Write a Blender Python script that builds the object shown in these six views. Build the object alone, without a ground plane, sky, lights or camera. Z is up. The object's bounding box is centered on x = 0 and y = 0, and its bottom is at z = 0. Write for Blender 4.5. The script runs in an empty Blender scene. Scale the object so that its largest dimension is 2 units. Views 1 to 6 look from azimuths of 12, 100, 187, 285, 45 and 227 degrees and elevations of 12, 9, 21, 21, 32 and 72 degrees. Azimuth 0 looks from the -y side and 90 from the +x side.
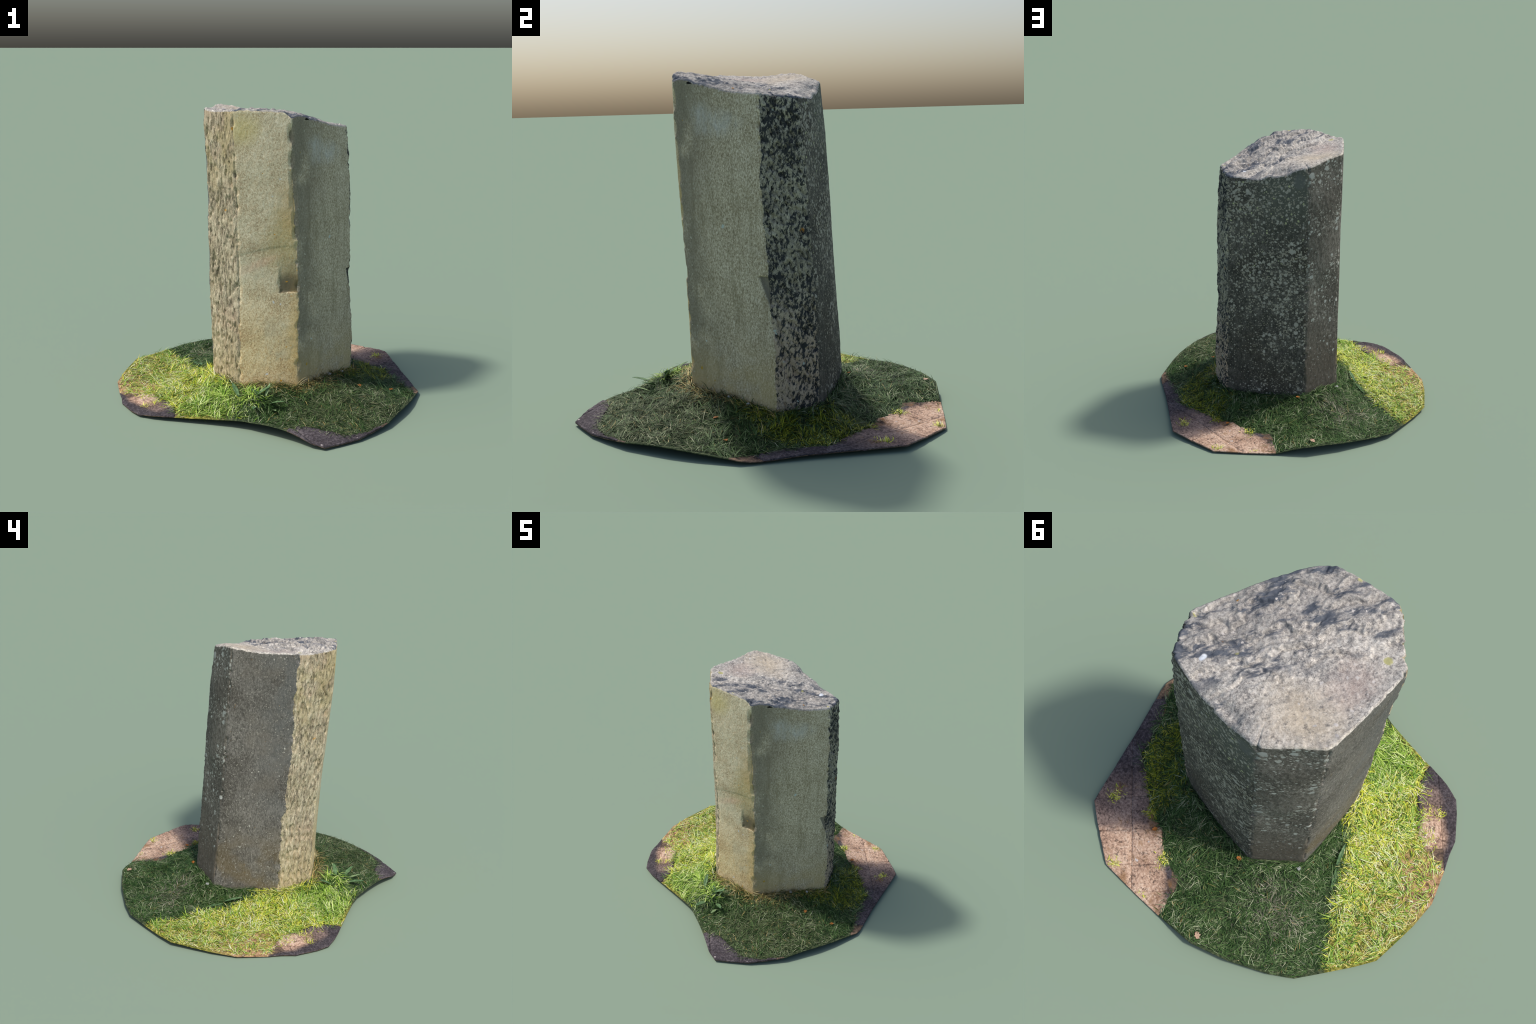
"""A basalt standing stone (seven-sided column with a broken, hollowed top) set in a
torn-out patch of turf that is fringed by worn paving stones."""
import bpy, bmesh, math
import numpy as np
from mathutils import Vector

RNG = np.random.default_rng(7)

# ------------------------------------------------------------------ noise
_perm = np.random.default_rng(11).permutation(512).astype(np.int64)
_grad = np.random.default_rng(12).normal(size=(512, 3))
_grad /= np.linalg.norm(_grad, axis=1)[:, None]


def gnoise(p):
    """gradient noise, about -0.7..0.7, p is (n,3)"""
    i = np.floor(p).astype(np.int64)
    f = p - i
    w = f * f * f * (f * (f * 6 - 15) + 10)
    out = 0.0
    for dx in (0, 1):
        for dy in (0, 1):
            for dz in (0, 1):
                h = _perm[(_perm[(_perm[(i[:, 0] + dx) & 511] + i[:, 1] + dy) & 511] + i[:, 2] + dz) & 511]
                g = _grad[h]
                d = g[:, 0] * (f[:, 0] - dx) + g[:, 1] * (f[:, 1] - dy) + g[:, 2] * (f[:, 2] - dz)
                wt = (w[:, 0] if dx else 1 - w[:, 0]) * (w[:, 1] if dy else 1 - w[:, 1]) * (w[:, 2] if dz else 1 - w[:, 2])
                out = out + wt * d
    return out


def fbm(p, octaves=4, gain=0.5):
    a, s, tot = 1.0, 0.0, 0.0
    p = np.array(p, float)
    for k in range(octaves):
        s = s + a * gnoise(p + 17.3 * k)
        p = p * 2.03
        a *= gain
    return s


def ridged(p, octaves=3, gain=0.55):
    a, s = 1.0, 0.0
    p = np.array(p, float)
    for k in range(octaves):
        s = s + a * (0.35 - np.abs(gnoise(p + 9.1 * k)) * 1.4)
        p = p * 2.07
        a *= gain
    return s


def smooth(a, b, x):
    t = np.clip((x - a) / (b - a), 0, 1)
    return t * t * (3 - 2 * t)


def thin_plate(pts, reg=1e-4):
    """smooth height surface through scattered (x, y, z) points"""
    pts = np.array(pts, float)
    n = len(pts)

    def k(r2):
        return np.where(r2 > 1e-12, 0.5 * r2 * np.log(np.maximum(r2, 1e-12)), 0.0)

    d2 = ((pts[:, None, :2] - pts[None, :, :2]) ** 2).sum(-1)
    P = np.c_[np.ones(n), pts[:, :2]]
    A = np.block([[k(d2) + reg * np.eye(n), P], [P.T, np.zeros((3, 3))]])
    w = np.linalg.solve(A, np.r_[pts[:, 2], 0, 0, 0])

    def f(x, y):
        x, y = np.asarray(x, float), np.asarray(y, float)
        s = w[n] + w[n + 1] * x + w[n + 2] * y
        for i in range(n):
            s = s + w[i] * k((x - pts[i, 0]) ** 2 + (y - pts[i, 1]) ** 2)
        return s

    return f


# ------------------------------------------------------------------ node helper
class Nodes:
    def __init__(self, name):
        m = bpy.data.materials.new(name)
        m.use_nodes = True
        self.mat, self.t = m, m.node_tree
        self.t.nodes.clear()
        self.out = self.t.nodes.new("ShaderNodeOutputMaterial")
        self.bsdf = self.t.nodes.new("ShaderNodeBsdfPrincipled")
        self.t.links.new(self.bsdf.outputs[0], self.out.inputs[0])
        self.obj = self.t.nodes.new("ShaderNodeTexCoord").outputs["Object"]
        self.sep = None

    def link(self, a, b):
        if hasattr(a, "links"):
            self.t.links.new(a, b)
        else:
            if hasattr(b, "default_value"):
                if hasattr(a, "__len__") and len(a) == 3 and b.type == "RGBA":
                    a = (*a, 1)
                b.default_value = a

    def node(self, kind, **kw):
        n = self.t.nodes.new(kind)
        for k, v in kw.items():
            setattr(n, k, v)
        return n

    def xyz(self):
        if self.sep is None:
            s = self.node("ShaderNodeSeparateXYZ")
            self.link(self.obj, s.inputs[0])
            self.sep = s.outputs
        return self.sep

    def vec(self, loc=(0, 0, 0), rot=(0, 0, 0), scale=(1, 1, 1), src=None):
        n = self.node("ShaderNodeMapping")
        self.link(src or self.obj, n.inputs["Vector"])
        n.inputs["Location"].default_value = loc
        n.inputs["Rotation"].default_value = rot
        n.inputs["Scale"].default_value = scale
        return n.outputs[0]

    def noise(self, scale, detail=4, rough=0.55, v=None, dist=0.0, color=False):
        n = self.node("ShaderNodeTexNoise")
        self.link(v or self.obj, n.inputs["Vector"])
        n.inputs["Scale"].default_value = scale
        n.inputs["Detail"].default_value = detail
        n.inputs["Roughness"].default_value = rough
        n.inputs["Distortion"].default_value = dist
        return n.outputs["Color" if color else "Fac"]

    def warp(self, amount, scale, v=None):
        """coordinates pushed about by noise"""
        c = self.noise(scale, 3, v=v, color=True)
        a = self.node("ShaderNodeVectorMath", operation="SUBTRACT")
        self.link(c, a.inputs[0])
        a.inputs[1].default_value = (0.5, 0.5, 0.5)
        b = self.node("ShaderNodeVectorMath", operation="SCALE")
        self.link(a.outputs[0], b.inputs[0])
        b.inputs["Scale"].default_value = amount
        d = self.node("ShaderNodeVectorMath", operation="ADD")
        self.link(v or self.obj, d.inputs[0])
        self.link(b.outputs[0], d.inputs[1])
        return d.outputs[0]

    def voronoi(self, scale, v=None, rand=1.0):
        n = self.node("ShaderNodeTexVoronoi")
        self.link(v or self.obj, n.inputs["Vector"])
        n.inputs["Scale"].default_value = scale
        n.inputs["Randomness"].default_value = rand
        return n.outputs["Distance"], n.outputs["Color"]

    def math(self, op, a, b=0.0, c=0.0, clamp=False):
        n = self.node("ShaderNodeMath", operation=op, use_clamp=clamp)
        self.link(a, n.inputs[0])
        self.link(b, n.inputs[1])
        self.link(c, n.inputs[2])
        return n.outputs[0]

    def step(self, x, lo, hi, a=0.0, b=1.0):
        n = self.node("ShaderNodeMapRange", interpolation_type="SMOOTHSTEP")
        self.link(x, n.inputs["Value"])
        n.inputs["From Min"].default_value = lo
        n.inputs["From Max"].default_value = hi
        n.inputs["To Min"].default_value = a
        n.inputs["To Max"].default_value = b
        return n.outputs["Result"]

    def mix(self, f, a, b, mode="MIX"):
        n = self.node("ShaderNodeMix", data_type="RGBA", blend_type=mode)
        self.link(f, n.inputs[0])
        self.link(a, n.inputs[6])
        self.link(b, n.inputs[7])
        return n.outputs[2]

    def ramp(self, f, stops):
        n = self.node("ShaderNodeValToRGB")
        e = n.color_ramp.elements
        while len(e) < len(stops):
            e.new(0.5)
        for el, (p, c) in zip(e, stops):
            el.position = p
            el.color = (*c, 1)
        self.link(f, n.inputs[0])
        return n.outputs[0]

    def blob(self, centre, radii, soft=0.6, wob=0.5, scale=9.0, rot=(0, 0, 0)):
        """1 inside a ragged ellipsoid round a place on the object"""
        a = self.node("ShaderNodeVectorMath", operation="SUBTRACT")
        self.link(self.obj, a.inputs[0])
        a.inputs[1].default_value = centre
        v = self.vec(scale=tuple(1 / r for r in radii), src=a.outputs[0])
        if rot != (0, 0, 0):
            v = self.vec(rot=rot, src=a.outputs[0])
            v = self.vec(scale=tuple(1 / r for r in radii), src=v)
        ln = self.node("ShaderNodeVectorMath", operation="LENGTH")
        self.link(v, ln.inputs[0])
        d = self.math("MULTIPLY_ADD", self.math("SUBTRACT", self.noise(scale, 4), 0.5), wob * 2, ln.outputs["Value"])
        return self.step(d, 1 - soft, 1 + soft * 0.5, 1.0, 0.0)

    def finish(self, colour, rough=0.9, bump=None, strength=0.3, distance=0.004, spec=0.25):
        self.link(colour, self.bsdf.inputs["Base Color"])
        self.link(rough, self.bsdf.inputs["Roughness"])
        self.bsdf.inputs["Specular IOR Level"].default_value = spec
        if bump is not None:
            b = self.node("ShaderNodeBump")
            b.inputs["Strength"].default_value = strength
            b.inputs["Distance"].default_value = distance
            self.link(bump, b.inputs["Height"])
            self.link(b.outputs[0], self.bsdf.inputs["Normal"])
        return self.mat


def srgb(r, g, b, k=1.0):
    f = lambda c: ((c / 255 + 0.055) / 1.055) ** 2.4 if c > 10 else c / 255 / 12.92
    return tuple(min(0.95, f(c) * k) for c in (r, g, b))


# ------------------------------------------------------------------ stone materials
def mottled(n, dark, mid, light, big=5.0, fine=75.0, stretch=(1, 1, 0.55), amount=0.55):
    v = n.vec(scale=stretch)
    a = n.noise(big, 5, 0.6)
    b = n.noise(fine, 4, 0.7, v=v)
    c = n.noise(fine * 3.1, 3, 0.7)
    f = n.math("MULTIPLY_ADD", n.math("SUBTRACT", a, 0.5), amount, n.math("MULTIPLY_ADD", n.math("SUBTRACT", c, 0.5), 0.8, b))
    return n.ramp(f, [(0.30, dark), (0.50, mid), (0.70, light)]), b


def spots(n, col, scale, radius, colour, density=0.5, warp=0.012, flat=(1, 1, 1), soft=0.1, vary=None):
    """round crusts of lichen of many sizes: a disc in some of the cells of a Voronoi pattern"""
    v = n.warp(warp, scale * 1.4, n.vec(scale=flat))
    d, c = n.voronoi(scale, v)
    s = n.node("ShaderNodeSeparateColor")
    n.link(c, s.inputs[0])
    size = n.math("MULTIPLY", s.outputs[0], radius)
    keep = n.step(s.outputs[1], 1 - density, 1 - density + 0.02)
    size = n.math("MULTIPLY", size, keep)
    if vary is not None:
        size = n.math("MULTIPLY", size, vary)
    e = n.math("SUBTRACT", size, d)
    m = n.step(e, 0.0, soft)
    tint = n.mix(n.math("MULTIPLY", s.outputs[2], 0.45), colour, tuple(c * 0.55 for c in colour))
    return n.mix(m, col, tint), m


def mat_warm_front():
    n = Nodes("basalt_lightened_for_sun")
    x, y, z = n.xyz()
    col, b = mottled(n, srgb(170, 148, 118), srgb(216, 203, 170), srgb(240, 231, 205), fine=120, stretch=(1, 1, 0.75))  # tan lifted to carry the sunlight baked onto this face
    lower = n.step(z, 0.95, 0.25)
    warm, _ = mottled(n, srgb(172, 136, 92), srgb(224, 200, 148), srgb(242, 226, 184), fine=120, stretch=(1, 1, 0.75))
    col = n.mix(n.math("MULTIPLY", lower, 0.85), col, warm)
    grey = n.step(n.noise(3.2, 4, 0.6, v=n.vec(loc=(3, 1, 2))), 0.48, 0.66)
    col = n.mix(n.math("MULTIPLY", grey, 0.5), col, srgb(196, 192, 166))
    col = n.mix(n.math("MULTIPLY", n.blob((0.19, -0.42, 1.07), (0.13, 0.13, 0.20), 0.9), 0.5), col, srgb(176, 160, 92))
    col = n.mix(n.math("MULTIPLY", n.blob((0.22, -0.42, 1.27), (0.10, 0.1, 0.17), 0.9), 0.5), col, srgb(194, 160, 96))
    col = n.mix(n.math("MULTIPLY", n.blob((-0.06, -0.5, 1.74), (0.10, 0.1, 0.10), 0.9), 0.55), col, srgb(204, 190, 118))
    col = n.mix(n.math("MULTIPLY", n.blob((0.03, -0.45, 0.93), (0.16, 0.1, 0.028), 0.9, rot=(0, 0.45, 0)), 0.35), col, srgb(226, 186, 160))
    col = n.mix(n.math("MULTIPLY", n.blob((0.07, -0.45, 1.035), (0.20, 0.1, 0.03), 0.9, rot=(0, 0.16, 0)), 0.25), col, srgb(150, 146, 116))
    # shadow of the hollow, painted dark above the broken ledge
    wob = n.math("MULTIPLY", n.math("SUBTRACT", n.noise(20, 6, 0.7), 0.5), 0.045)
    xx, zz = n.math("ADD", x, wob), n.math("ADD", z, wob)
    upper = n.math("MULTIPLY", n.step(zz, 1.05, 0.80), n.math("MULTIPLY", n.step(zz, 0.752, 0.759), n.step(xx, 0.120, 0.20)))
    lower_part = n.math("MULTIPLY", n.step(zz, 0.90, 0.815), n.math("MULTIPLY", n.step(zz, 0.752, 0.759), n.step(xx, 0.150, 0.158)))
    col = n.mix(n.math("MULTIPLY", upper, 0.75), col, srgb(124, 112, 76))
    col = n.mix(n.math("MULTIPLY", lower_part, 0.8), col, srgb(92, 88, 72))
    col = n.mix(n.math("MULTIPLY", n.blob((0.255, -0.41, 0.45), (0.05, 0.08, 0.35), 0.9), 0.5), col, srgb(208, 172, 96))
    speck = n.step(n.noise(190, 3, 0.75, v=n.vec(loc=(5, 2, 0), scale=(1, 1, 0.8))), 0.57, 0.66)
    col = n.mix(n.math("MULTIPLY", speck, 0.75), col, srgb(128, 96, 70))
    col, _ = spots(n, col, 30, 0.28, srgb(210, 156, 48), 0.26, 0.03, vary=n.step(x, -0.1, 0.25, 0.45, 1.0))
    col, _ = spots(n, col, 24, 0.28, srgb(222, 222, 216), 0.10, 0.03)
    return n.finish(col, 0.92, b, 0.35, 0.004)


def mat_grey_front():
    n = Nodes("grey_olive_basalt")
    x, y, z = n.xyz()
    col, b = mottled(n, srgb(126, 113, 90), srgb(197, 184, 156), srgb(242, 234, 214), fine=130, stretch=(1, 1, 0.6), amount=0.2)
    st = n.noise(14, 4, 0.6, v=n.vec(scale=(1, 1, 0.16), loc=(1, 4, 2)))
    col = n.mix(n.step(st, 0.48, 0.7, 0.0, 0.6), col, srgb(144, 132, 104))
    dk = n.math("MULTIPLY", n.step(x, 0.44, 0.25), n.step(n.noise(4, 4, 0.6), 0.30, 0.5))
    col = n.mix(n.math("MULTIPLY", dk, 0.75), col, srgb(122, 118, 104))
    speck = n.step(n.noise(200, 3, 0.75, v=n.vec(loc=(5, 2, 0), scale=(1, 1, 0.6))), 0.58, 0.67)
    col = n.mix(n.math("MULTIPLY", speck, 0.5), col, srgb(104, 88, 66))
    base = n.math("MULTIPLY", n.step(z, 0.55, 0.12), n.step(n.noise(6, 3), 0.25, 0.55))
    col = n.mix(n.math("MULTIPLY", base, 0.6), col, srgb(208, 186, 132))
    bl = n.blob((0.38, -0.16, 1.58), (0.12, 0.16, 0.07), 0.9)
    bl2 = n.blob((0.33, -0.25, 1.63), (0.05, 0.08, 0.07), 0.9)
    col = n.mix(n.math("MULTIPLY", n.math("MAXIMUM", bl, bl2), n.step(n.noise(30, 4, 0.7, v=n.vec(scale=(1, 1, 0.4))), 0.35, 0.65, 0.1, 0.5)), col, srgb(214, 218, 218))
    col, _ = spots(n, col, 60, 0.26, srgb(218, 216, 196), 0.30, 0.01)
    col, _ = spots(n, col, 14, 0.26, srgb(214, 224, 218), 0.12, 0.03)
    col, _ = spots(n, col, 13, 0.22, srgb(204, 166, 60), 0.12, 0.03)
    cut = n.math("SUBTRACT", y, n.math("MULTIPLY_ADD", n.math("SUBTRACT", 0.812, z), 0.38, 0.046))
    rub = n.math("MULTIPLY", n.step(cut, 0.0, 0.008), n.math("MULTIPLY", n.step(z, 0.655, 0.675), n.step(z, 0.818, 0.810)))
    col = n.mix(n.math("MULTIPLY", rub, 0.85), col, srgb(126, 121, 110))
    # black gap under the lifted flake on the lip
    gap = n.blob((0.296, -0.325, 1.795), (0.016, 0.03, 0.007), 0.2, 0.05)
    col = n.mix(gap, col, (0.004, 0.004, 0.004))
    return n.finish(col, 0.92, b, 0.3, 0.004)


def mat_rough(kind):
    n = Nodes("rough_yellow_basalt" if kind == "yellow" else "rough_crusted_basalt")
    x, y, z = n.xyz()
    if kind == "yellow":
        v = n.vec(scale=(1, 1, 0.30))
        col, b = mottled(n, srgb(118, 111, 97), srgb(186, 174, 147), srgb(224, 214, 188), fine=75, stretch=(1, 1, 0.3))  # light tan: sun on this rough face is part of the colour
        pink = n.step(n.noise(3.5, 4, 0.6), 0.45, 0.65)
        col = n.mix(n.math("MULTIPLY", pink, 0.55), col, srgb(192, 168, 142))
        moss = n.math("MULTIPLY", n.step(n.noise(5, 4, v=n.vec(loc=(7, 0, 0))), 0.45, 0.62), n.step(z, 0.9, 1.6, 0.3, 1.0))
        col = n.mix(n.math("MULTIPLY", moss, 0.45), col, srgb(186, 174, 126))
        low = n.step(z, 0.6, 0.15)
        col = n.mix(n.math("MULTIPLY", low, 0.55), col, srgb(200, 182, 140))
        cr = n.step(n.noise(44, 5, 0.7, v=n.vec(scale=(1, 1, 0.3), loc=(2, 2, 0))), 0.55, 0.62)
        col = n.mix(n.math("MULTIPLY", cr, 0.26), col, srgb(96, 92, 82))  # crevice shadows painted as dark upright streaks
        b = n.math("MULTIPLY_ADD", cr, -0.9, b)
        col, _ = spots(n, col, 12, 0.25, srgb(206, 150, 50), 0.15, 0.03)
    else:
        v = n.vec(rot=(0.30, 0, 0))
        v = n.vec(scale=(1, 1, 0.5), src=v)
        f1 = n.noise(62, 6, 0.68, v=v)
        big = n.noise(6, 3, v=v)
        f = n.math("MULTIPLY_ADD", n.math("SUBTRACT", big, 0.5), 0.30, f1)
        crust, b = mottled(n, srgb(120, 116, 104), srgb(168, 162, 145), srgb(206, 200, 182), fine=80)
        low = n.step(z, 0.9, 0.3)
        crust = n.mix(n.math("MULTIPLY", low, 0.65), crust, srgb(208, 182, 158))
        f = n.math("MULTIPLY_ADD", n.math("SUBTRACT", n.noise(70, 3, 0.6), 0.5), 0.25, f)
        m = n.step(f, 0.44, 0.54)
        col = n.mix(m, srgb(60, 62, 64), crust)  # near-black colour draws the shade inside the pits
        col, _ = spots(n, col, 30, 0.28, srgb(196, 206, 196), 0.2, 0.03)
        col, _ = spots(n, col, 11, 0.24, srgb(178, 124, 62), 0.18, 0.04)
        b = f
    return n.finish(col, 0.93, b, 0.8, 0.010)


def mat_spotted(kind):
    names = {"north": "lichen_spotted_basalt", "corner": "brown_spotted_basalt", "west": "brown_grey_basalt"}
    n = Nodes(names[kind])
    x, y, z = n.xyz()
    if kind == "north":
        col, b = mottled(n, srgb(62, 60, 56), srgb(86, 83, 77), srgb(112, 108, 101), fine=40)  # north, corner and west faces darkened to hold their baked shade
        br = n.step(n.noise(3, 4), 0.5, 0.68)
        col = n.mix(n.math("MULTIPLY", br, 0.5), col, srgb(72, 66, 58))
        gr = n.math("MULTIPLY", n.step(z, 1.25, 1.62), n.step(x, 0.30, 0.05))
        col = n.mix(n.math("MULTIPLY", gr, 0.55), col, srgb(108, 112, 102))
        dens = n.step(n.noise(4.5, 4, 0.6), 0.36, 0.60, 0.75, 1.15)
        thin = n.step(z, 0.15, 1.0, 0.8, 1.05)
        dens = n.math("MULTIPLY", dens, thin)
        col, _ = spots(n, col, 95, 0.80, srgb(166, 160, 144), 0.68, 0.006, vary=dens, soft=0.28)
        col, _ = spots(n, col, 60, 0.62, srgb(190, 192, 150), 0.16, 0.008, vary=n.step(z, 0.9, 1.5, 0.4, 1.1), soft=0.12)
        col, _ = spots(n, col, 52, 0.74, srgb(176, 172, 160), 0.60, 0.014, vary=dens, soft=0.26)
        col, _ = spots(n, col, 26, 0.50, srgb(184, 180, 170), 0.36, 0.024, vary=dens, soft=0.22)
        bare = n.blob((-0.09, 0.305, 1.70), (0.045, 0.05, 0.055), 0.3, 0.2)
        col = n.mix(n.math("MULTIPLY", bare, 0.8), col, srgb(106, 108, 104))
    elif kind == "corner":
        col, b = mottled(n, srgb(76, 72, 66), srgb(102, 98, 90), srgb(134, 130, 122), fine=70)
        lowb = n.step(z, 0.75, 0.3)
        col = n.mix(n.math("MULTIPLY", lowb, 0.5), col, srgb(104, 94, 82))
        dens = n.math("MULTIPLY", n.step(z, 0.2, 1.1, 0.55, 1.1), n.step(n.noise(6, 4), 0.36, 0.6, 0.45, 1.2))
        col, _ = spots(n, col, 100, 0.7, srgb(164, 162, 152), 0.5, 0.006, vary=dens, soft=0.2)
        col, _ = spots(n, col, 46, 0.66, srgb(178, 180, 172), 0.32, 0.012, vary=dens, soft=0.14)
        col, _ = spots(n, col, 24, 0.5, srgb(184, 186, 180), 0.22, 0.02, vary=dens, soft=0.10)
    else:
        col, b = mottled(n, srgb(70, 67, 62), srgb(101, 98, 92), srgb(142, 138, 131), fine=95)
        blue = n.math("MULTIPLY", n.step(y, 0.0, -0.25, 0.15, 1.0), n.step(z, 0.45, 1.0))
        blue = n.math("MULTIPLY", blue, n.step(n.noise(5, 4), 0.35, 0.6))
        col = n.mix(n.math("MULTIPLY", blue, 0.6), col, srgb(92, 96, 96))
        och = n.math("MULTIPLY", n.step(z, 0.8, 0.2), n.step(n.noise(5, 4, v=n.vec(loc=(2, 0, 5))), 0.42, 0.62))
        col = n.mix(n.math("MULTIPLY", och, 0.55), col, srgb(112, 96, 62))
        lite = n.step(n.noise(4, 4, v=n.vec(loc=(9, 3, 5))), 0.52, 0.7)
        col = n.mix(n.math("MULTIPLY", lite, 0.4), col, srgb(122, 116, 106))
        mist = n.step(n.noise(160, 3, 0.8, v=n.vec(loc=(1, 2, 6))), 0.56, 0.68)
        col = n.mix(n.math("MULTIPLY", mist, 0.6), col, srgb(150, 146, 136))
        col, _ = spots(n, col, 120, 0.6, srgb(160, 156, 146), 0.3, 0.008, soft=0.2)
        col, _ = spots(n, col, 44, 0.30, srgb(188, 186, 176), 0.34, 0.022, soft=0.12)
        col, _ = spots(n, col, 48, 0.26, srgb(140, 112, 70), 0.18, 0.02, soft=0.15)
    return n.finish(col, 0.9, b, 0.25, 0.003)


def mat_top():
    n = Nodes("weathered_broken_basalt")
    x, y, z = n.xyz()
    v = n.vec(rot=(0, 0, 0.5), scale=(1, 1, 1))
    col, b = mottled(n, srgb(128, 125, 122), srgb(192, 186, 177), srgb(230, 225, 215), fine=60, stretch=(1, 1, 1))
    # pale worn hollow on the north-west half, south-east ridge tinted darker for its shade
    side = n.math("ADD", n.math("MULTIPLY", x, 0.84), n.math("MULTIPLY", y, -0.54))
    side = n.math("MULTIPLY_ADD", n.math("SUBTRACT", n.noise(5, 4), 0.5), 0.4, side)
    col = n.mix(n.step(side, 0.05, 0.25, 0.0, 0.35), col, srgb(146, 142, 138))
    col = n.mix(n.math("MULTIPLY", n.blob((-0.19, 0.10, 1.82), (0.2, 0.15, 0.2), 1.0), 0.6), col, srgb(208, 192, 166))
    col = n.mix(n.math("MULTIPLY", n.blob((-0.22, -0.15, 1.82), (0.1, 0.12, 0.2), 1.0), 0.45), col, srgb(186, 160, 148))
    pit = n.step(n.noise(42, 5, 0.72), 0.54, 0.66)
    col = n.mix(n.math("MULTIPLY", pit, 0.6), col, srgb(96, 96, 98))
    # blue-grey shadows of the broken steps, coloured in as ragged bands
    band = n.noise(9, 6, 0.66, v=n.vec(scale=(0.45, 1.5, 1), loc=(0.3, 0.2, 0), src=n.vec(rot=(0, 0, -1.0))))
    where = n.math("MAXIMUM", n.step(side, -0.06, 0.12), n.math("MAXIMUM", n.blob((0.27, 0.16, 1.72), (0.10, 0.06, 0.1), 0.5), n.blob((0.05, 0.27, 1.74), (0.10, 0.045, 0.1), 0.5)))
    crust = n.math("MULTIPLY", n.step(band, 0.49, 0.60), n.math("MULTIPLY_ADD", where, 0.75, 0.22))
    col = n.mix(n.math("MULTIPLY", crust, 0.95), col, srgb(84, 92, 104))
    col, _ = spots(n, col, 34, 0.36, srgb(212, 206, 200), 0.30, 0.03)
    col, _ = spots(n, col, 13, 0.30, srgb(200, 196, 140), 0.12, 0.04)
    col, _ = spots(n, col, 12, 0.20, srgb(196, 140, 62), 0.2, 0.03)
    col = n.mix(n.blob((0.30, 0.178, 1.722), (0.014, 0.02, 0.03), 0.3, 0.2), col, srgb(226, 232, 238))
    return n.finish(col, 0.92, b, 0.5, 0.005)


# ------------------------------------------------------------------ the column: measured edges
HEIGHTS = [0.12, 0.40, 0.70, 1.00, 1.30, 1.55, 1.72, 1.84]
EDGES = [  # corners anticlockwise from the south-west, x and y at each height
    [(-0.090, -0.443), (-0.093, -0.436), (-0.092, -0.437), (-0.095, -0.463), (-0.096, -0.484), (-0.103, -0.503), (-0.110, -0.508), (-0.112, -0.509)],
    [(0.274, -0.382), (0.268, -0.388), (0.268, -0.396), (0.258, -0.407), (0.243, -0.428), (0.228, -0.441), (0.223, -0.443), (0.224, -0.443)],
    [(0.547, 0.130), (0.540, 0.126), (0.528, 0.104), (0.524, 0.086), (0.518, 0.076), (0.505, 0.071), (0.492, 0.066), (0.484, 0.066)],
    [(0.427, 0.340), (0.420, 0.333), (0.411, 0.327), (0.411, 0.306), (0.410, 0.289), (0.406, 0.273), (0.402, 0.254), (0.399, 0.246)],
    [(-0.145, 0.397), (-0.142, 0.385), (-0.146, 0.365), (-0.149, 0.351), (-0.149, 0.336), (-0.147, 0.321), (-0.146, 0.307), (-0.146, 0.298)],
    [(-0.358, 0.194), (-0.355, 0.178), (-0.354, 0.161), (-0.356, 0.142), (-0.356, 0.131), (-0.359, 0.123), (-0.361, 0.119), (-0.362, 0.114)],
    [(-0.302, -0.257), (-0.312, -0.258), (-0.319, -0.269), (-0.318, -0.292), (-0.318, -0.303), (-0.328, -0.307), (-0.334, -0.316), (-0.336, -0.318)],
]
EDGES = np.array(EDGES)
LIP = [  # height of the broken lip along each side, fraction of the side -> z
    [(0, 1.855), (0.15, 1.861), (0.45, 1.856), (0.72, 1.853), (0.90, 1.845), (1, 1.812)],
    [(0, 1.812), (0.10, 1.824), (0.20, 1.816), (0.30, 1.797), (0.50, 1.774), (0.65, 1.752), (0.80, 1.740), (1, 1.732)],
    [(0, 1.732), (0.5, 1.718), (1, 1.707)],
    [(0, 1.707), (0.17, 1.709), (0.38, 1.701), (0.50, 1.726), (0.545, 1.733), (0.62, 1.729), (0.75, 1.750), (0.87, 1.784), (0.95, 1.793), (1, 1.796)],
    [(0, 1.796), (0.15, 1.806), (0.30, 1.814), (0.55, 1.835), (1, 1.853)],
    [(0, 1.853), (0.18, 1.847), (0.3, 1.841), (0.45, 1.837), (0.7, 1.845), (1, 1.852)],
    [(0, 1.852), (0.3, 1.841), (0.65, 1.848), (1, 1.855)],
]
TOP_POINTS = [(0.30, 0.179, 1.723), (-0.245, -0.162, 1.817), (-0.064, -0.145, 1.802), (-0.203, 0.115, 1.817), (0.226, -0.105, 1.792),
              (0.052, -0.166, 1.803), (0.084, -0.414, 1.851), (-0.076, -0.391, 1.845), (0.052, 0.229, 1.765), (0.032, 0.253, 1.757), (0.16, 0.04, 1.752), (-0.166, 0.252, 1.813)]
SIDE_MATS = ["front", "grey", "crust", "north", "corner", "west", "yellow"]


def corner(i, z):
    return np.stack([np.interp(z, HEIGHTS, EDGES[i % 7, :, k]) for k in (0, 1)], -1)


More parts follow.
